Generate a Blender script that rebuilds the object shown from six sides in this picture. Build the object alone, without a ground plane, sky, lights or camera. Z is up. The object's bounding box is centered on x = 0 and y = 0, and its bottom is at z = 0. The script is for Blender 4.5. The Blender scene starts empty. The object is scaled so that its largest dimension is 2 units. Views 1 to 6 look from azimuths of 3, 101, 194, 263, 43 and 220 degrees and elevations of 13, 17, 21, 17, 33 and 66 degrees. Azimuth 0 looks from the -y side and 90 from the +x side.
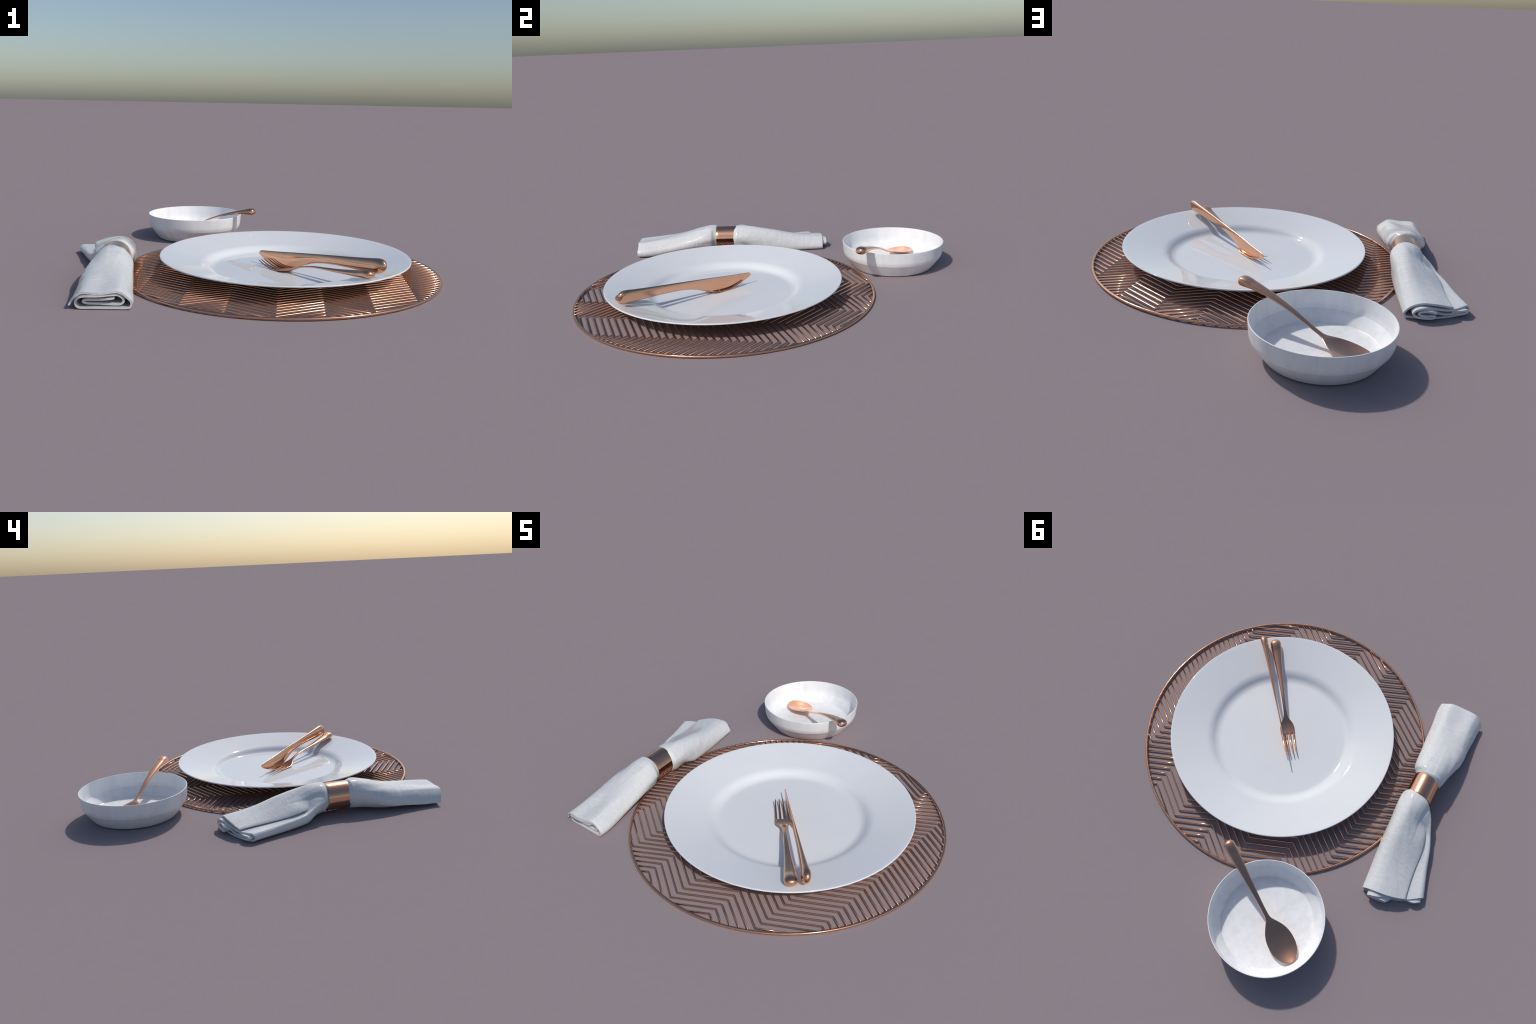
"""A place setting: copper wire placemat, dinner plate with knife and fork,
bowl with spoon, rolled linen napkin in a copper ring."""
import bpy, math
import numpy as np
from mathutils import Vector, noise

rng = np.random.default_rng(7)

# ------------------------------------------------------------------ helpers
def smooth_interp(xs, ys, x):
    """Monotone-ish cubic (Hermite) interpolation through control points."""
    xs, ys, x = np.asarray(xs, float), np.asarray(ys, float), np.asarray(x, float)
    h, d = np.diff(xs), np.diff(ys) / np.diff(xs)
    m = np.zeros_like(ys)
    m[0], m[-1] = d[0], d[-1]
    for i in range(1, len(xs) - 1):
        if d[i - 1] * d[i] > 0:
            w1, w2 = 2 * h[i] + h[i - 1], h[i] + 2 * h[i - 1]
            m[i] = (w1 + w2) / (w1 / d[i - 1] + w2 / d[i])
    k = np.clip(np.searchsorted(xs, x) - 1, 0, len(xs) - 2)
    t = np.clip((x - xs[k]) / h[k], 0, 1)
    return ((2*t**3 - 3*t**2 + 1) * ys[k] + (t**3 - 2*t**2 + t) * h[k] * m[k]
            + (3*t**2 - 2*t**3) * ys[k + 1] + (t**3 - t**2) * h[k] * m[k + 1])


def smoothstep(a, b, x):
    t = np.clip((np.asarray(x, float) - a) / (b - a), 0, 1)
    return t * t * (3 - 2 * t)


def new_object(name, verts, faces, material=None, parent=None, location=(0, 0, 0), smooth=True):
    me = bpy.data.meshes.new(name)
    me.from_pydata([tuple(map(float, v)) for v in verts], [], [tuple(map(int, f)) for f in faces])
    me.validate()
    me.polygons.foreach_set("use_smooth", [smooth] * len(me.polygons))
    if material:
        me.materials.append(material)
    ob = bpy.data.objects.new(name, me)
    ob.location = location
    if parent:
        ob.parent = parent
    bpy.context.scene.collection.objects.link(ob)
    return ob


def thing(name, location, label, category):
    e = bpy.data.objects.new(name, None)
    e.empty_display_size = 0.05
    e.location = location
    e["label"], e["category"] = label, category
    bpy.context.scene.collection.objects.link(e)
    return e


def split_parts(verts, faces, region, names, material, parent, crease=None):
    """One smooth surface, separated by face region into named parts whose
    borders coincide and which keep the whole surface's vertex normals."""
    me = bpy.data.meshes.new("whole_tmp")
    me.from_pydata([tuple(map(float, v)) for v in verts], [], [tuple(map(int, f)) for f in faces])
    me.update()
    normals = np.array([v.normal[:] for v in me.vertices])
    bpy.data.meshes.remove(me)
    verts = np.asarray(verts, float)
    out = []
    groups = [region(np.mean(verts[list(f)], axis=0)) for f in faces]
    for gi, name in enumerate(names):
        fs = [f for f, g in zip(faces, groups) if g == gi]
        used = sorted({i for f in fs for i in f})
        remap = {i: k for k, i in enumerate(used)}
        ob = new_object(name, verts[used], [[remap[i] for i in f] for f in fs], material, parent)
        if crease:
            ob.data.set_sharp_from_angle(angle=math.radians(crease))
        else:
            ob.data.normals_split_custom_set_from_vertices([tuple(n) for n in normals[used]])
        out.append(ob)
    return out


def tube_loft(rings):
    """Rings (n x m x 3) -> verts, faces; both ends closed with fans."""
    rings = np.asarray(rings)
    n, m = rings.shape[:2]
    verts = list(rings.reshape(-1, 3))
    faces = []
    for i in range(n - 1):
        for j in range(m):
            a, b = i * m + j, i * m + (j + 1) % m
            faces.append((a, b, b + m, a + m))
    for base, flip in ((0, True), ((n - 1) * m, False)):
        c = len(verts)
        verts.append(rings[base // m].mean(axis=0))
        for j in range(m):
            f = (c, base + j, base + (j + 1) % m)
            faces.append(f[::-1] if flip else f)
    return verts, faces


def lathe(profile, segments=192):
    """Profile of (r, z) from the axis underneath round to the axis on top."""
    verts, faces, rows = [], [], []
    for r, z in profile:
        if r < 1e-6:
            rows.append([len(verts)])
            verts.append((0, 0, z))
        else:
            row = []
            for k in range(segments):
                a = 2 * math.pi * k / segments
                row.append(len(verts))
                verts.append((r * math.cos(a), r * math.sin(a), z))
            rows.append(row)
    for A, B in zip(rows[:-1], rows[1:]):
        for k in range(segments):
            a0, a1 = A[k % len(A)], A[(k + 1) % len(A)]
            b0, b1 = B[k % len(B)], B[(k + 1) % len(B)]
            if len(A) == 1:
                faces.append((a0, b1, b0))
            elif len(B) == 1:
                faces.append((a0, a1, b0))
            else:
                faces.append((a0, a1, b1, b0))
    return verts, faces


def round_profile(points, radii, steps=5):
    """Polyline with filleted corners (radius 0 keeps a corner sharp)."""
    P = [np.array(p, float) for p in points]
    out = [P[0]]
    for i in range(1, len(P) - 1):
        r = radii.get(i, 0)
        if r == 0:
            out.append(P[i])
            continue
        a, b = P[i - 1] - P[i], P[i + 1] - P[i]
        d = min(r, 0.48 * np.linalg.norm(a), 0.48 * np.linalg.norm(b))
        p0, p1 = P[i] + a / np.linalg.norm(a) * d, P[i] + b / np.linalg.norm(b) * d
        for t in np.linspace(0, 1, steps + 1):
            out.append((1 - t)**2 * p0 + 2 * t * (1 - t) * P[i] + t * t * p1)
    out.append(P[-1])
    return out

# ---------------------------------------------------------------- materials
def material(name):
    m = bpy.data.materials.new(name)
    m.use_nodes = True
    nt = m.node_tree
    return m, nt, nt.nodes["Principled BSDF"]


def add(nt, kind, **inputs):
    n = nt.nodes.new(kind)
    for k, v in inputs.items():
        n.inputs[k.replace("_", " ")].default_value = v
    return n


def coords(nt, scale=(1, 1, 1), rotation=(0, 0, 0)):
    tc = nt.nodes.new("ShaderNodeTexCoord")
    mp = nt.nodes.new("ShaderNodeMapping")
    mp.inputs["Scale"].default_value = scale
    mp.inputs["Rotation"].default_value = rotation
    nt.links.new(tc.outputs["Object"], mp.inputs["Vector"])
    return mp.outputs["Vector"]


def ramp(nt, fac, stops):
    r = nt.nodes.new("ShaderNodeValToRGB")
    el = r.color_ramp.elements
    while len(el) < len(stops):
        el.new(0.5)
    for e, (p, c) in zip(el, stops):
        e.position, e.color = p, (*c, 1)
    nt.links.new(fac, r.inputs["Fac"])
    return r.outputs["Color"]


COPPER = (0.80, 0.44, 0.28)

def copper_material(name, rough, tint=1.0):
    m, nt, b = material(name)
    v = coords(nt, (14, 14, 14))
    n = add(nt, "ShaderNodeTexNoise", Scale=1.0, Detail=4.0)
    nt.links.new(v, n.inputs["Vector"])
    c = [x * tint for x in COPPER]
    col = ramp(nt, n.outputs["Fac"], [(0.3, [x * 0.96 for x in c]), (0.7, [min(x * 1.03, 1) for x in c])])
    nt.links.new(col, b.inputs["Base Color"])
    r = ramp(nt, n.outputs["Fac"], [(0.3, [rough * 0.9] * 3), (0.7, [rough * 1.15] * 3)])
    nt.links.new(r, b.inputs["Roughness"])
    b.inputs["Metallic"].default_value = 1.0
    return m


def porcelain_material():
    m, nt, b = material("glazed_porcelain")
    v = coords(nt, (5, 5, 5))
    n = add(nt, "ShaderNodeTexNoise", Scale=1.0, Detail=2.0)
    nt.links.new(v, n.inputs["Vector"])
    nt.links.new(ramp(nt, n.outputs["Fac"], [(0.3, (0.765, 0.775, 0.79)), (0.7, (0.785, 0.795, 0.81))]), b.inputs["Base Color"])
    b.inputs["Roughness"].default_value = 0.035
    return m


def bowl_material():
    """White glaze with faint vertical streaks, cloudy patches and fine scratches."""
    m, nt, b = material("streaked_white_glaze")
    v = coords(nt, (26, 26, 3.0))
    streak = add(nt, "ShaderNodeTexNoise", Scale=1.0, Detail=5.0, Roughness=0.6)
    nt.links.new(v, streak.inputs["Vector"])
    cloud = add(nt, "ShaderNodeTexNoise", Scale=8.0, Detail=5.0, Roughness=0.6)
    nt.links.new(coords(nt), cloud.inputs["Vector"])
    mix = nt.nodes.new("ShaderNodeMath")
    mix.operation = "ADD"
    nt.links.new(streak.outputs["Fac"], mix.inputs[0])
    nt.links.new(cloud.outputs["Fac"], mix.inputs[1])
    half = nt.nodes.new("ShaderNodeMath")
    half.operation = "MULTIPLY"
    half.inputs[1].default_value = 0.5
    nt.links.new(mix.outputs[0], half.inputs[0])
    base = ramp(nt, half.outputs[0], [(0.38, (0.81, 0.815, 0.82)), (0.5, (0.89, 0.89, 0.89)), (0.62, (0.94, 0.94, 0.935))])
    # hairline scratches: thin bands of a strongly stretched, tilted noise
    s = add(nt, "ShaderNodeTexNoise", Scale=1.0, Detail=1.0)
    nt.links.new(coords(nt, (90, 90, 5), (0.5, 0.25, 0.3)), s.inputs["Vector"])
    line = ramp(nt, s.outputs["Fac"], [(0.675, (0, 0, 0)), (0.69, (0.5, 0.5, 0.5)), (0.705, (0, 0, 0))])
    mx = nt.nodes.new("ShaderNodeMix")
    mx.data_type = "RGBA"
    nt.links.new(line, mx.inputs["Factor"])
    nt.links.new(base, mx.inputs[6])
    mx.inputs[7].default_value = (0.93, 0.93, 0.93, 1)
    nt.links.new(mx.outputs[2], b.inputs["Base Color"])
    b.inputs["Roughness"].default_value = 0.32
    return m


def linen_material():
    m, nt, b = material("white_linen")
    rot = (0, 0, math.radians(-15))
    # threads along and across the roll
    warp = add(nt, "ShaderNodeTexNoise", Scale=1.0, Detail=3.0, Roughness=0.65)
    nt.links.new(coords(nt, (330, 26, 330), rot), warp.inputs["Vector"])
    weft = add(nt, "ShaderNodeTexNoise", Scale=1.0, Detail=3.0, Roughness=0.65)
    nt.links.new(coords(nt, (24, 330, 24), rot), weft.inputs["Vector"])
    mixm = nt.nodes.new("ShaderNodeMath")
    mixm.operation = "ADD"
    nt.links.new(warp.outputs["Fac"], mixm.inputs[0])
    nt.links.new(weft.outputs["Fac"], mixm.inputs[1])
    half = nt.nodes.new("ShaderNodeMath")
    half.operation = "MULTIPLY"
    half.inputs[1].default_value = 0.5
    nt.links.new(mixm.outputs[0], half.inputs[0])
    # soft crumple lines running askew over the cloth
    cr = add(nt, "ShaderNodeTexNoise", Scale=1.0, Detail=4.0, Roughness=0.55, Distortion=0.6)
    nt.links.new(coords(nt, (15, 30, 18), (0.2, 0.1, 0.35)), cr.inputs["Vector"])
    crease = cr.outputs["Fac"]
    col = ramp(nt, half.outputs[0], [(0.38, (0.63, 0.635, 0.635)), (0.5, (0.70, 0.702, 0.70)), (0.62, (0.755, 0.755, 0.75))])
    nt.links.new(col, b.inputs["Base Color"])
    bump1 = add(nt, "ShaderNodeBump", Strength=0.5, Distance=0.0016)
    nt.links.new(half.outputs[0], bump1.inputs["Height"])
    bump2 = add(nt, "ShaderNodeBump", Strength=0.42, Distance=0.0080)
    nt.links.new(crease, bump2.inputs["Height"])
    nt.links.new(bump1.outputs["Normal"], bump2.inputs["Normal"])
    nt.links.new(bump2.outputs["Normal"], b.inputs["Normal"])
    b.inputs["Roughness"].default_value = 0.9
    # a starched, pressed sheen on top of the weave
    b.inputs["Coat Weight"].default_value = 1.0
    b.inputs["Coat Roughness"].default_value = 0.13
    b.inputs["Coat IOR"].default_value = 1.45
    return m


WIRE = copper_material("copper_wire", 0.10)
CUTLERY = copper_material("polished_copper", 0.11)
RING = copper_material("brushed_copper_band", 0.16)
PORCELAIN, GLAZE, LINEN = porcelain_material(), bowl_material(), linen_material()

# ----------------------------------------------------------------- placemat
MAT_C, MAT_R, MAT_Z = (0.1695, -0.1905), 0.8030, 0.0065
RIM_R, ROD_W, ROD_H = 0.0065, 0.0039, 0.0050
COLUMN, PITCH, AMPLITUDE = 0.2072, 0.0380, 0.1202     # chevron column width, row pitch, rise
COLUMN_X0, ROW_Y0 = 0.1637 - MAT_C[0], -0.9352 - MAT_C[1]


def sweep_polyline(points, half_width, half_height, sides=12):
    """Round wire through a planar polyline with mitred corners."""
    P = np.asarray(points, float)
    rings = []
    for i, p in enumerate(P):
        d0 = P[i] - P[i - 1] if i > 0 else P[1] - P[0]
        d1 = P[i + 1] - P[i] if i < len(P) - 1 else P[-1] - P[-2]
        d0, d1 = d0 / np.linalg.norm(d0), d1 / np.linalg.norm(d1)
        t = d0 + d1
        t /= np.linalg.norm(t)
        side = np.array([-t[1], t[0], 0])
        widen = 1 / max(0.5, float(np.dot(t, d0)))
        ring = []
        for k in range(sides):
            a = -2 * math.pi * k / sides
            ring.append(p + side * math.cos(a) * half_width * widen + np.array([0, 0, 1]) * math.sin(a) * half_height)
        rings.append(ring)
    return tube_loft(rings)


def ease_corner(p0, p, p1, r=0.005):
    a, b = (p0 - p), (p1 - p)
    a = p + a / np.linalg.norm(a) * r
    b = p + b / np.linalg.norm(b) * r
    return [a, 0.25 * a + 0.5 * p + 0.25 * b, b]


def build_placemat():
    root = thing("placemat", (MAT_C[0], MAT_C[1], 0), "round copper wire placemat with woven chevron pattern", "placemat")
    # rim: torus
    N, M = 720, 16
    verts = []
    for a in np.arange(N) * 2 * math.pi / N:
        # rim radius rippled by noise to break the sun glare into dotted glints
        g = RIM_R * (1 + 0.07 * noise.noise(Vector((math.cos(a) * 34, math.sin(a) * 34, 2.0))))
        verts += [((MAT_R + g * math.cos(b)) * math.cos(a), (MAT_R + g * math.cos(b)) * math.sin(a), MAT_Z + g * math.sin(b))
                  for b in np.arange(M) * 2 * math.pi / M]
    faces = [(i * M + j, ((i + 1) % N) * M + j, ((i + 1) % N) * M + (j + 1) % M, i * M + (j + 1) % M) for i in range(N) for j in range(M)]
    new_object("wire_rim", verts, faces, WIRE, root)
    lim = MAT_R - 0.001
    for row in range(-30, 60):
        y0 = ROW_Y0 + row * PITCH
        knots = [(COLUMN_X0 + j * COLUMN, y0 + (AMPLITUDE if j % 2 else 0)) for j in range(-5, 6)]
        # clip the zigzag to the disc, segment by segment
        runs, cur = [], []
        for (xa, ya), (xb, yb) in zip(knots[:-1], knots[1:]):
            dx, dy = xb - xa, yb - ya
            A, B, C = dx*dx + dy*dy, 2 * (xa*dx + ya*dy), xa*xa + ya*ya - lim*lim
            disc = B*B - 4*A*C
            if disc <= 0:
                if cur:
                    runs.append(cur); cur = []
                continue
            t0, t1 = max(0, (-B - math.sqrt(disc)) / (2*A)), min(1, (-B + math.sqrt(disc)) / (2*A))
            if t1 <= t0:
                if cur:
                    runs.append(cur); cur = []
                continue
            pa, pb = (xa + t0*dx, ya + t0*dy), (xa + t1*dx, ya + t1*dy)
            if t0 > 0 and cur:
                runs.append(cur); cur = []
            cur = cur + [pb] if cur else [pa, pb]
            if t1 < 1:
                runs.append(cur); cur = []
        if cur:
            runs.append(cur)
        for run in runs:
            pts = [np.array([x, y, MAT_Z]) for x, y in run]
            if sum(np.linalg.norm(b - a) for a, b in zip(pts[:-1], pts[1:])) < 0.02:
                continue
            path = [pts[0]]
            for a, p, b in zip(pts[:-2], pts[1:-1], pts[2:]):
                if min(np.linalg.norm(a - p), np.linalg.norm(b - p)) < 0.008:
                    path.append(p)
                else:
                    path += ease_corner(a, p, b)
            path.append(pts[-1])
            v, f = sweep_polyline(path, ROD_W, ROD_H)
            new_object("rod", v, f, WIRE, root)

# -------------------------------------------------------------------- plate
PLATE_C = (0.1884, -0.1898)
FLOOR_Z = 0.0180                                   # top of the plate's well


def build_plate():
    base = 0.0132
    pts = [(0, 0.0150), (0.30, 0.0150), (0.318, base), (0.356, base), (0.378, 0.0142),
           (0.409, 0.0345), (0.428, 0.0405), (0.622, 0.0855), (0.6365, 0.0905), (0.6345, 0.0972), (0.622, 0.0950),
           (0.414, 0.0490), (0.378, FLOOR_Z), (0, FLOOR_Z)]
    prof = round_profile(pts, {2: .006, 3: .006, 4: .01, 5: .012, 6: .012, 7: .01, 8: .006, 9: .006, 10: .008, 11: .022, 12: .028}, 7)
    # denser rings over the plain stretches
    dense = [prof[0]]
    for a, b in zip(prof[:-1], prof[1:]):
        k = max(1, int(np.linalg.norm(np.array(b) - np.array(a)) / 0.007))
        dense += [np.array(a) + (np.array(b) - np.array(a)) * t for t in np.linspace(0, 1, k + 1)[1:]]
    v, f = lathe([(p[0], p[1]) for p in dense], 256)
    root = thing("dinner_plate", (*PLATE_C, 0), "round white glossy porcelain dinner plate with wide rim", "plate")
    split_parts(v, f, lambda c: 0 if math.hypot(c[0], c[1]) > 0.412 else 1, ["rim", "well"], PORCELAIN, root)

# --------------------------------------------------------------------- bowl
BOWL_C = (-0.4039, 0.7040)


def build_bowl():
    pts = [(0, 0.003), (0.215, 0.003), (0.222, 0.0), (0.2335, 0.0015), (0.2842, 0.0715), (0.2900, 0.088), (0.2950, 0.1490),
           (0.2942, 0.1512), (0.2910, 0.1508), (0.2862, 0.089), (0.2805, 0.0725), (0.2395, 0.0240), (0, 0.0240)]
    prof = round_profile(pts, {2: .003, 3: .003, 5: .012, 6: .0015, 7: .0015, 9: .010, 11: .005}, 6)
    v, f = lathe([(p[0], p[1]) for p in prof], 256)
    root = thing("bowl", (*BOWL_C, 0), "white streaky glazed bowl with upright wall and tapered foot", "bowl")
    parts = split_parts(v, f, lambda c: 0 if (c[2] > 0.0735 and math.hypot(c[0], c[1]) > 0.26) else 1, ["wall", "base"], GLAZE, root, crease=35)
    return parts

# ------------------------------------------------------------------ cutlery
def loft_cutlery(stations, P0, direction, sides=28, power=2.4):
    """stations: rows of (s, half_width, z_centre, dish, thickness).  The blank
    follows z(s) in a vertical plane; 'dish' hollows the middle downwards."""
    st = np.asarray(stations, float)
    d = np.array(direction, float); d /= np.linalg.norm(d)
    e = np.array([-d[1], d[0]])
    tang = np.gradient(st[:, 2], st[:, 0])
    rings = []
    for (s, w, z, dish, th), m in zip(st, tang):
        nrm = np.array([-m, 1.0]) / math.hypot(m, 1)
        ring = []
        for k in range(sides):
            a = 2 * math.pi * k / sides
            ca, sa = math.cos(a), math.sin(a)
            x = math.copysign(abs(ca) ** (2 / power), ca)
            y = math.copysign(abs(sa) ** (2 / power), sa)
            off = y * th / 2 - dish * (1 - abs(x) ** 2.1)
            ss, zz = s + nrm[0] * off, z + nrm[1] * off
            p = np.array(P0[:2]) + d * ss + e * (x * w)
            ring.append((p[0], p[1], zz))
        rings.append(ring)
    return tube_loft(rings)


def capped(s_values, s0, s1, r0, r1):
    """Rounding factor that closes a blank at both ends like a half ellipse."""
    a = np.clip((s_values - s0) / r0, 0, 1)
    b = np.clip((s1 - s_values) / r1, 0, 1)
    return np.sqrt(np.clip(1 - (1 - a)**2.5, 0, 1)) * np.sqrt(np.clip(1 - (1 - b)**2.5, 0, 1))


def end_clustered(s0, s1, n, r0, r1):
    t0 = s0 + r0 * (1 - np.cos(np.linspace(0.02, math.pi / 2, 12)))
    t1 = s1 - r1 * (1 - np.cos(np.linspace(0.02, math.pi / 2, 12)))[::-1]
    return np.concatenate([t0[:-1], np.linspace(s0 + r0, s1 - r1, n), t1[1:]])


def build_fork():
    P0, dirn = (0.5896, -0.6410), (-0.5156, 0.5150)
    root = thing("fork", (P0[0], P0[1], 0), "polished copper dinner fork with four slim tines", "fork")
    z_of = ([0, .03, .08, .15, .22, .30, .36, .41, .45, .48, .51, .54, .57, .60, .63, .66, .69, .715, .735],
            [.1110, .1095, .1025, .0950, .0885, .0830, .0782, .0705, .0605, .0505, .0395, .0305, .0252, .0228, .0228, .0268, .0350, .0442, .0530])
    # blank: handle and head
    s = end_clustered(0.0, 0.592, 110, 0.032, 0.003)
    w = smooth_interp([0, .03, .08, .15, .22, .30, .38, .445, .478, .502, .520, .536, .555, .592],
                      [.031, .0318, .0285, .0222, .0168, .0124, .0098, .0092, .0105, .0175, .0285, .0370, .0408, .0408], s)
    th = smooth_interp([0, .03, .08, .15, .22, .30, .40, .48, .56, .592], [.042, .041, .030, .0220, .0165, .0115, .0085, .0085, .0078, .0070], s)
    cap = capped(s, 0, 0.592, 0.032, 0.003)
    dish = smooth_interp([0, .45, .52, .592], [0, 0, .004, .003], s)
    st = np.stack([s, w * np.maximum(cap, .03) ** 0.9, smooth_interp(*z_of, s), dish, th * np.maximum(cap, .05)], 1)
    st[s > 0.3, 1] = w[s > 0.3]
    v, f = loft_cutlery(st, (0, 0), dirn)
    d = np.array(dirn) / np.linalg.norm(dirn)
    split_parts(v, f, lambda c: 0 if c[0] * d[0] + c[1] * d[1] < 0.455 else 1, ["handle", "head"], CUTLERY, root)
    # tines
    e = np.array([-d[1], d[0]])
    for k in range(4):
        q = (k - 1.5) / 1.5
        s = end_clustered(0.578, 0.7330 - 0.003 * abs(q), 36, 0.004, 0.008)
        t = (s - 0.578) / 0.155
        offs = q * smooth_interp([0, .3, 1], [.0333, .0322, .0292], t)
        half = smooth_interp([0, .15, .6, 1], [.0066, .0066, .0048, .0024], t)
        thick = smooth_interp([0, .3, 1], [.0072, .0070, .0042], t)
        cap = np.maximum(capped(s, s[0] - 1, s[-1], 1, 0.008), 0.08)
        # the outer tines sit a little higher, the head being dished
        lift = 0.0 - 0.003 * (1 - q * q)
        zc = smooth_interp(*z_of, s) + lift * (1 - t)
        rows = np.stack([s, half * cap, zc, 0 * s, thick * cap], 1)
        v, f = loft_cutlery(rows, (0, 0), dirn, sides=14)
        v = np.array(v)
        along = v[:, 0] * d[0] + v[:, 1] * d[1]
        shift = np.interp(along, s, offs)
        v[:, 0] += e[0] * shift
        v[:, 1] += e[1] * shift
        new_object("tine", v, f, CUTLERY, root)


def build_spoon():
    P0, dirn = (-0.0278, 0.5350), (-0.92, 0.39)
    root = thing("spoon", (P0[0], P0[1], 0), "polished copper spoon leaning on a bowl rim", "spoon")
    s0, s1 = -0.022, 0.655
    s = end_clustered(s0, s1, 150, 0.028, 0.05)
    z = smooth_interp([s0, 0, .06, .13, .20, .27, .33, .38, .42, .46, .50, .56, .60, .655],
                      [.1950, .1950, .1885, .1755, .1570, .1340, .1090, .0885, .0755, .0670, .0590, .0505, .0465, .0440], s)
    w = smooth_interp([s0, .01, .06, .13, .20, .28, .35, .39, .412, .43, .45, .48, .51, .54, .57, .60, .622, .640, .650, .655],
                      [.0290, .0296, .0268, .0222, .0178, .0136, .0112, .0112, .0150, .0260, .0395, .0560, .0655, .0690, .0678, .0600, .0490, .0345, .0200, .0010], s)
    th = smooth_interp([s0, .01, .06, .13, .22, .32, .40, .45, .655], [.042, .041, .028, .0190, .0135, .0100, .0085, .0055, .0042], s)
    dish = .0138 * np.clip(1 - np.abs((s - .545) / .112)**2.2, 0, 1) * smoothstep(.40, .47, s)
    cap = np.where(s < .2, np.maximum(capped(s, s0, s1, 0.028, 0.05), .03), 1)
    st = np.stack([s, w * cap, z, dish, th * np.maximum(cap, .05)], 1)
    v, f = loft_cutlery(st, (0, 0), dirn, sides=48)
    d = np.array(dirn) / np.linalg.norm(dirn)
    split_parts(v, f, lambda c: 0 if c[0] * d[0] + c[1] * d[1] < 0.405 else 1, ["handle", "spoon_bowl"], CUTLERY, root)


def build_knife():
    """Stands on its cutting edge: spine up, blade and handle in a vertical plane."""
    P0, dirn, L = (0.6520, -0.6005), np.array([-0.5993, 0.5325]), 0.8017
    d = dirn / np.linalg.norm(dirn)
    e = np.array([-d[1], d[0]])
    root = thing("knife", (P0[0], P0[1], 0), "polished copper table knife standing on its edge", "knife")
    s = end_clustered(0, L, 170, 0.042, 0.018)
    top = smooth_interp([0, .04, .10, .20, .31, .43, .55, .67, .79, L], [.1725, .1722, .1650, .1530, .1412, .1280, .1142, .0997, .0868, .0852], s)
    bot = smooth_interp([0, .03, .056, .126, .20, .27, .346, .419, .461, .512, .58, .643, .708, .761, .79, L],
                        [.1080, .1050, .1030, .1012, .0998, .0986, .0938, .0823, .0690, .0490, .0270, .0196, .0310, .0480, .0610, .0700], s)
    half = smooth_interp([0, .03, .08, .14, .22, .32, .40, .46, .55, .70, L], [.0215, .0220, .0180, .0138, .0105, .0080, .0066, .0056, .0048, .0040, .0026], s)
    blade = smoothstep(0.36, 0.50, s)
    capA = capped(s, 0, L + 1, 0.042, 1)
    capB = np.sqrt(np.clip(1 - (1 - np.clip((L - s) / 0.018, 0, 1))**2, 0, 1))
    mid = (top + bot) / 2
    hh = (top - bot) / 2
    # the heel of the handle rounds off, the blade tip rounds down from the spine
    hh = hh * np.maximum(capA, .03)
    top2, bot2 = mid + hh, mid - hh
    tipz = 0.073
    top2 = tipz + (top2 - tipz) * np.where(s > L - .018, np.maximum(capB, .03), 1)
    sides, rings = 36, []
    for i, si in enumerate(s):
        ring = []
        for k in range(sides):
            a = 2 * math.pi * k / sides
            ca, sa = math.cos(a), math.sin(a)
            power = 2.5 - 0.45 * blade[i]
            x = math.copysign(abs(ca) ** (2 / power), ca)
            y = math.copysign(abs(sa) ** (2 / power), sa)
            zz = (top2[i] + bot2[i]) / 2 + y * (top2[i] - bot2[i]) / 2
            wedge = 0.12 + 0.88 * np.clip((y + 1) / 1.2, 0, 1)          # thins towards the edge
            ww = half[i] * ((1 - blade[i]) * x + blade[i] * x * wedge) * max(capA[i], .03)
            p = d * si + e * (ww + 0.13 * (top[i] - zz))             # leans a little on the fork
            ring.append((p[0], p[1], zz))
        rings.append(ring)
    v, f = tube_loft(rings)
    split_parts(v, f, lambda c: 0 if c[0] * d[0] + c[1] * d[1] < 0.425 else 1, ["handle", "blade"], CUTLERY, root)

# ------------------------------------------------------------------- napkin
RING_C, RING_AXIS, RING_HALF, RING_RAD = (-0.6430, -0.370, 0.0895), (-0.155, 0.988), 0.0660, 0.0745


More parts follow.
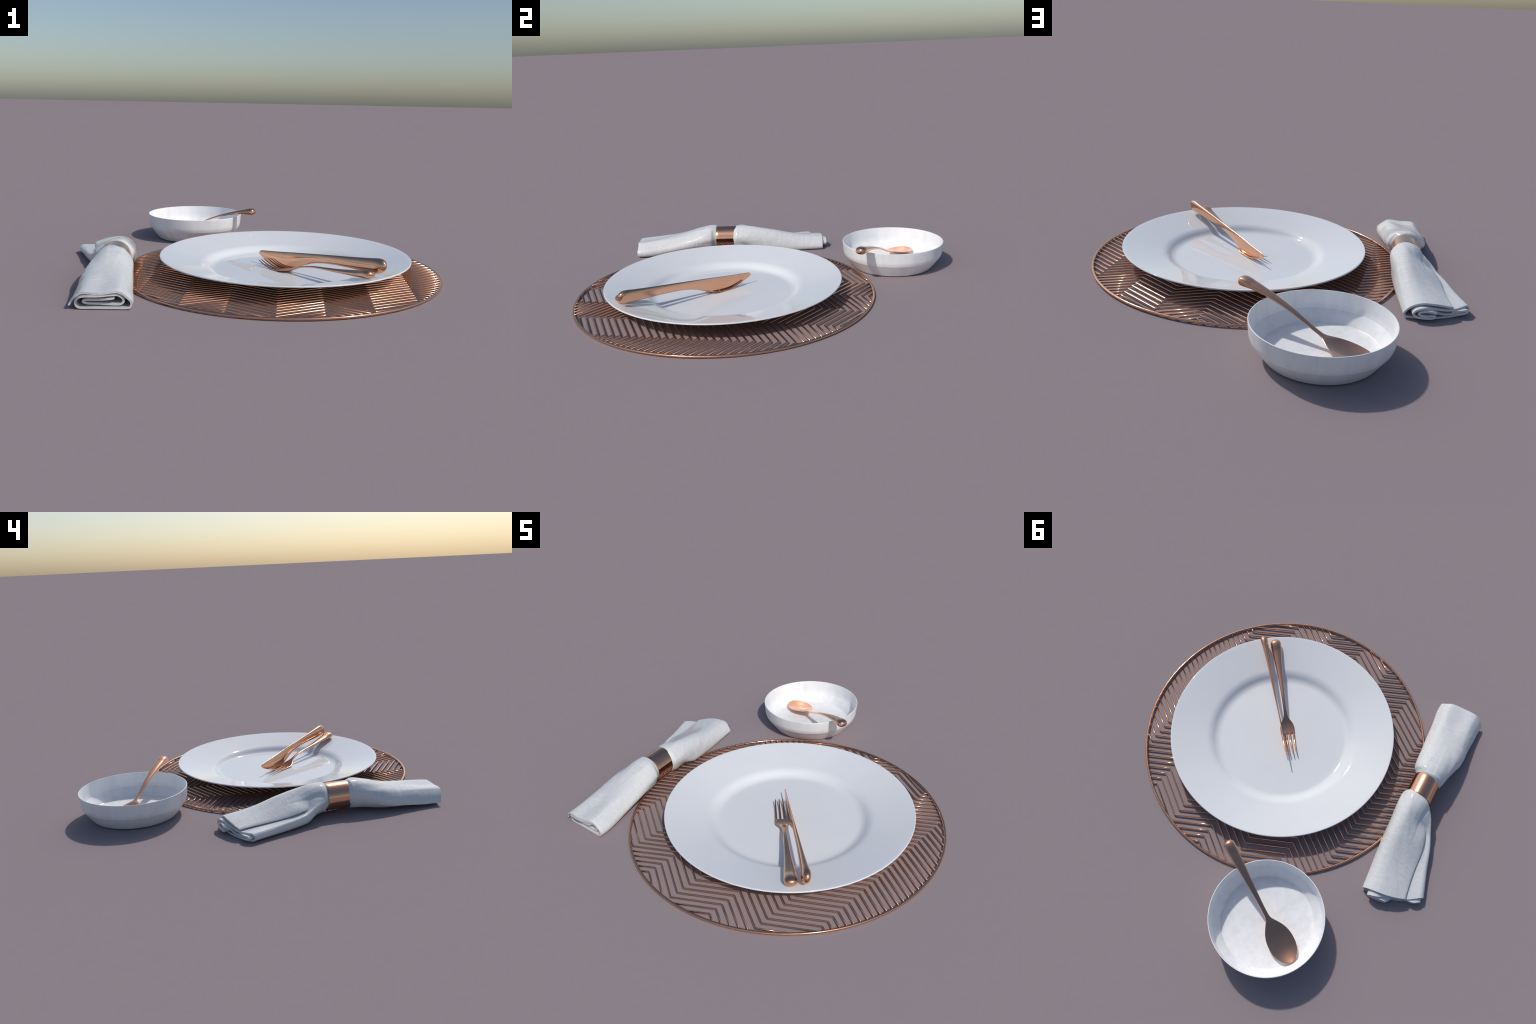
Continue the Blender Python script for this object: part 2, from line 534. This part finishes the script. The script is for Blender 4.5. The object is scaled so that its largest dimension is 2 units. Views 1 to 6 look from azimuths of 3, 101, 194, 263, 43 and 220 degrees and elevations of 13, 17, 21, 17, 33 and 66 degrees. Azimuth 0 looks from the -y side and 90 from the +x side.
def build_napkin_ring():
    t, w = 0.0038, RING_HALF
    prof = [(RING_RAD - t, -w), (RING_RAD, -w), (RING_RAD, w), (RING_RAD - t, w)]
    b = 0.0014
    loop = [(RING_RAD - t, -w + b), (RING_RAD - t + b, -w), (RING_RAD - b, -w), (RING_RAD - .3*b, -w + .3*b), (RING_RAD, -w + b)]
    loop += [(RING_RAD, z) for z in np.linspace(-w + b, w - b, 9)[1:-1]]
    loop += [(r, -z) for r, z in loop[4::-1]]
    loop += [(RING_RAD - t, z) for z in np.linspace(w - b, -w + b, 5)[1:-1]]
    N, M = 128, len(loop)
    ax = np.array([RING_AXIS[0], RING_AXIS[1], 0]); ax /= np.linalg.norm(ax)
    lat, up = np.array([ax[1], -ax[0], 0]), np.array([0, 0, 1.0])
    c = np.array([0, 0, RING_C[2]])
    verts = [c + (lat * math.cos(a) + up * math.sin(a)) * r + ax * z for a in np.arange(N) * 2 * math.pi / N for r, z in loop]
    faces = [(i * M + j, i * M + (j + 1) % M, ((i + 1) % N) * M + (j + 1) % M, ((i + 1) % N) * M + j) for i in range(N) for j in range(M)]
    ob = new_object("napkin_ring", verts, faces, RING, None, (RING_C[0], RING_C[1], 0))
    ob.data.set_sharp_from_angle(angle=math.radians(35))
    ob["label"], ob["category"] = "plain shiny copper napkin ring band", "napkin ring"


def resample(points, n):
    """Centripetal-ish smooth resampling of a control polyline into n points."""
    P = np.asarray(points, float)
    ext = np.vstack([2 * P[0] - P[1], P, 2 * P[-1] - P[-2]])
    fine = []
    for i in range(1, len(ext) - 2):
        p0, p1, p2, p3 = ext[i - 1:i + 3]
        for t in np.linspace(0, 1, 24, endpoint=False):
            fine.append(0.5 * (2*p1 + (p2 - p0)*t + (2*p0 - 5*p1 + 4*p2 - p3)*t*t + (3*p1 - p0 - 3*p2 + p3)*t**3))
    fine.append(ext[-2])
    fine = np.array(fine)
    L = np.concatenate([[0], np.cumsum(np.linalg.norm(np.diff(fine, axis=0), axis=1))])
    return fine, L


def keyed_path(points, keys, counts):
    """Resample a folded-cloth section so that its key folds fall on fixed indices."""
    fine, L = resample(points, 0)
    out = []
    for (a, b), n in zip(zip(keys[:-1], keys[1:]), counts):
        la, lb = L[min(a * 24, len(L) - 1)], L[min(b * 24, len(L) - 1)]
        q = np.linspace(la, lb, n, endpoint=False)
        out.append(np.stack([np.interp(q, L, fine[:, 0]), np.interp(q, L, fine[:, 1])], 1))
    out.append(fine[-1:])
    return np.vstack(out)


def build_napkin():
    th = 0.0095
    counts = [64, 40, 40, 44, 36, 36, 64]
    # south end: cloth wound flat, free flap hanging down on the far side
    south = [(-.130, .014), (-.112, .042), (-.088, .062), (-.064, .071), (.002, .0685), (.066, .074), (.090, .067), (.113, .050), (.130, .033),
             (.130, .016), (.115, .007), (.052, .006), (-.043, .006), (-.082, .006), (-.098, .014), (-.101, .029), (-.090, .046), (-.066, .057),
             (.002, .059), (.066, .061), (.088, .052), (.099, .037), (.092, .025), (.074, .0205), (.030, .0215), (-.020, .0220), (-.052, .0230), (-.069, .0290),
             (-.066, .0365), (-.050, .0400), (.000, .0415), (.062, .0460)]
    s_keys = [0, 8, 12, 15, 18, 21, 24, 31]
    # north end: a small roll on the plate side, a flat folded lobe on the far side
    north = [(-.066, .051), (-.038, .059), (.006, .071), (.043, .077), (.080, .079), (.112, .071), (.135, .055), (.150, .037), (.156, .022),
             (.150, .010), (.130, .006), (.000, .006), (-.100, .006), (-.143, .010), (-.156, .024), (-.152, .037), (-.139, .045), (-.110, .042), (-.070, .038),
             (-.020, .044), (.042, .058), (.085, .063), (.113, .055), (.127, .037), (.116, .023), (.092, .017), (.053, .0155), (.033, .019), (.031, .026),
             (.046, .029), (.072, .027), (.095, .031), (.104, .039), (.090, .048), (.058, .049), (.025, .040), (.000, .028), (-.030, .020), (-.100, .018),
             (-.138, .021), (-.142, .029), (-.120, .033), (-.060, .028)]
    n_keys = [0, 8, 11, 14, 20, 23, 26, 42]
    # nearer the ring the flap reaches further over the lobe, the section is a plain wedge
    wedge = [(-.112, .044), (-.078, .056), (-.02, .070), (.030, .080), (.072, .085), (.108, .079), (.136, .062), (.152, .040)] + north[8:14] + \
            [(-.156, .022), (-.154, .031), (-.146, .035), (-.122, .034), (-.085, .039), (-.030, .053), (.036, .066), (.080, .071)] + north[22:]
    # inside the ring: a tight spiral
    ang = np.radians([205, 180, 150, 120, 90, 60, 30, 0, -45, -90, -135, -180, -225, -270, -315, -360, -405, -450, -495, -540, -585, -630, -675, -720])
    rad = np.interp(np.arange(24), [0, 7, 11, 15, 19, 23], [1.0, 1.0, .93, .80, .66, .45])
    roundp = [(r * math.cos(a), 1 + r * math.sin(a)) for a, r in zip(ang, rad)]
    r_keys = [0, 7, 9, 11, 13, 15, 17, 23]
    PS, PN, PR = keyed_path(south, s_keys, counts), keyed_path(north, n_keys, counts), keyed_path(roundp, r_keys, counts)
    PW = keyed_path(wedge, n_keys, counts)
    PR = PR * np.array([.075, .0825])

    Yc = np.concatenate([np.linspace(-.930, -.50, 120, endpoint=False), np.linspace(-.50, -.26, 110, endpoint=False), np.linspace(-.26, .176, 120)])
    cx = smooth_interp([-.927, -.75, -.55, -.381, -.25, -.05, .179], [-.567, -.587, -.615, -.641, -.676, -.750, -.832], Yc)
    theta = np.radians(smooth_interp([-.927, -.6, -.381, -.15, .179], [4.0, 7.0, 8.4, 15.0, 24.0], Yc))
    plus_y = [-.99, -.893, -.79, -.653, -.525, -.475, -.452, -.438, -.425, -.370, -.318, -.304, -.292, -.270, -.166, -.023, .11, .246, .31]
    plus_x = [-.425, -.433, -.457, -.488, -.517, -.530, -.540, -.556, -.5655, -.5725, -.5790, -.572, -.569, -.571, -.591, -.620, -.652, -.684, -.700]
    minus_y = [-.99, -.932, -.832, -.726, -.69, -.635, -.594, -.52, -.46, -.438, -.420, -.370, -.318, -.300, -.275, -.230, -.142, -.021, .113, .18]
    minus_x = [-.698, -.700, -.712, -.724, -.730, -.731, -.726, -.720, -.717, -.712, -.7065, -.7135, -.7200, -.735, -.760, -.797, -.854, -.913, -.979, -1.01]
    H = smooth_interp([-.94, -.80, -.66, -.53, -.465, -.442, -.425, -.370, -.315, -.300, -.280, -.237, -.164, -.074, .018, .10, .179],
                      [.080, .098, .123, .158, .171, .170, .1600, .1585, .1600, .168, .170, .166, .152, .131, .106, .088, .078], Yc)
    Zb = smooth_interp([-.94, -.62, -.50, -.445, -.425, -.370, -.315, -.295, -.20, -.10, .02, .179], [0, 0, .007, .0115, .0195, .0205, .0195, .0115, .008, .004, 0, 0], Yc)
    wR = np.where(Yc < -.381, smoothstep(-.88, -.46, Yc), 1 - smoothstep(-.31, -.14, Yc))

    U = len(PS)
    rows_out, rows_in = [], []
    for k, yc in enumerate(Yc):
        q = smoothstep(-.13, .179, yc)
        end = PS if yc < -.381 else PW * (1 - q) + PN * q
        P = end * (1 - wR[k]) + PR * wR[k]
        c, l = np.array([cx[k], yc]), np.array([math.cos(theta[k]), math.sin(theta[k])])
        axis = np.array([-l[1], l[0]])
        a1, a0 = .1, -.1
        for _ in range(12):
            a1 = (float(smooth_interp(plus_y, plus_x, yc + a1 * l[1])) - c[0]) / l[0]
            a0 = (float(smooth_interp(minus_y, minus_x, yc + a0 * l[1])) - c[0]) / l[0]
        h = th / 2
        lo, hi = P.min(axis=0), P.max(axis=0)
        P = (P - lo) / (hi - lo) * np.array([a1 - a0 - th, H[k] - Zb[k] - th]) + np.array([a0 + h, Zb[k] + h])
        # direction and normal within the section
        T = np.gradient(P, axis=0)
        T /= np.maximum(np.linalg.norm(T, axis=1), 1e-9)[:, None]
        Nn = np.stack([-T[:, 1], T[:, 0]], 1)
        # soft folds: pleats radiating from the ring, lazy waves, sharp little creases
        dr = abs(yc - RING_C[1])
        inring = 1 - smoothstep(.058, .085, dr)
        pleat = (1 - inring) * (1 - smoothstep(.10, .36, dr))
        disp = np.zeros(U)
        for i in range(U):
            a, z = P[i]
            lay = i / U
            q = Vector((a * 7 + 40 * (yc > -.381), yc * 3.0, z * 7 + lay * 0.5))
            dsp = 0.0034 * noise.noise(q) * (1 - inring)
            dsp += 0.0015 * noise.noise(Vector((a * 22 + yc * 8, yc * 12, z * 22 + 7))) * (1 - inring)
            if i < 66:                                  # the flap sinks in beyond the ring
                dsp -= 0.0070 * math.exp(-((yc + .170) / .050)**2 - ((a + .045) / .036)**2)
            ph = math.atan2(z - .085, a)
            dsp += 0.0012 * pleat * math.sin(ph * 7 + 2.5 * noise.noise(Vector((ph * 2, yc * 4, 1.7))))
            disp[i] = dsp
        disp *= 0.35 + 0.65 * smoothstep(-.927, -.84, yc) * (1 - smoothstep(.08, .17, yc))
        # ease the displacement where it would push into the ground
        disp *= smoothstep(0.0, 0.02, P[:, 1] - Zb[k] - h)
        P = P + Nn * disp[:, None]
        P[:, 1] = np.maximum(P[:, 1], h + 0.0004)
        # ragged ends: the layers stand out differently
        wn, ws = smoothstep(.02, .179, yc), 1 - smoothstep(-.927, -.80, yc)
        ext = wn * (0.042 * np.clip(1 - ((P[:, 0] - .02) / .175)**2, 0, 1))
        idx = np.arange(U)
        inner = smoothstep(175, 215, idx)
        ext += wn * inner * (0.026 * smoothstep(.0, .03, P[:, 0]) + 0.020 * smoothstep(.06, .12, -P[:, 0]))
        ext -= ws * (0.020 * np.clip(1 - ((P[:, 0] + .03) / .13)**2, 0, 1) * smoothstep(.02, .06, P[:, 1]) - 0.006 * inner)
        for rows, sgn in ((rows_out, 1), (rows_in, -1)):
            # slim the hem at both free edges
            hem = np.clip(np.minimum(idx, U - 1 - idx) / 3.0, 0, 1) ** 0.5 * 0.5 + 0.5
            Q = P + Nn * (sgn * h * hem)[:, None]
            Q[:, 1] = np.maximum(Q[:, 1], 0.0)
            xy = c[None] + Q[:, :1] * l[None] + ext[:, None] * axis[None]
            rows.append(np.column_stack([xy, Q[:, 1]]))
    base = np.array([RING_C[0], RING_C[1], 0])
    rows = [np.vstack([o, i[::-1]]) - base for o, i in zip(rows_out, rows_in)]
    m, n = 2 * U, len(rows)
    verts = np.vstack(rows)
    faces = []
    for i in range(n - 1):
        for j in range(m):
            faces.append((i * m + j, i * m + (j + 1) % m, (i + 1) * m + (j + 1) % m, (i + 1) * m + j))
    for i, flip in ((0, True), (n - 1, False)):
        for j in range(U - 1):
            f = (i * m + j, i * m + j + 1, i * m + m - 2 - j, i * m + m - 1 - j)
            faces.append(f[::-1] if flip else f)
    ob = new_object("napkin", verts, faces, LINEN, None, tuple(base))
    ob.data.set_sharp_from_angle(angle=math.radians(50))
    ob["label"], ob["category"] = "rolled white linen napkin pinched through a ring", "napkin"


build_placemat()
build_plate()
build_bowl()
build_fork()
build_knife()
build_spoon()
build_napkin_ring()
build_napkin()
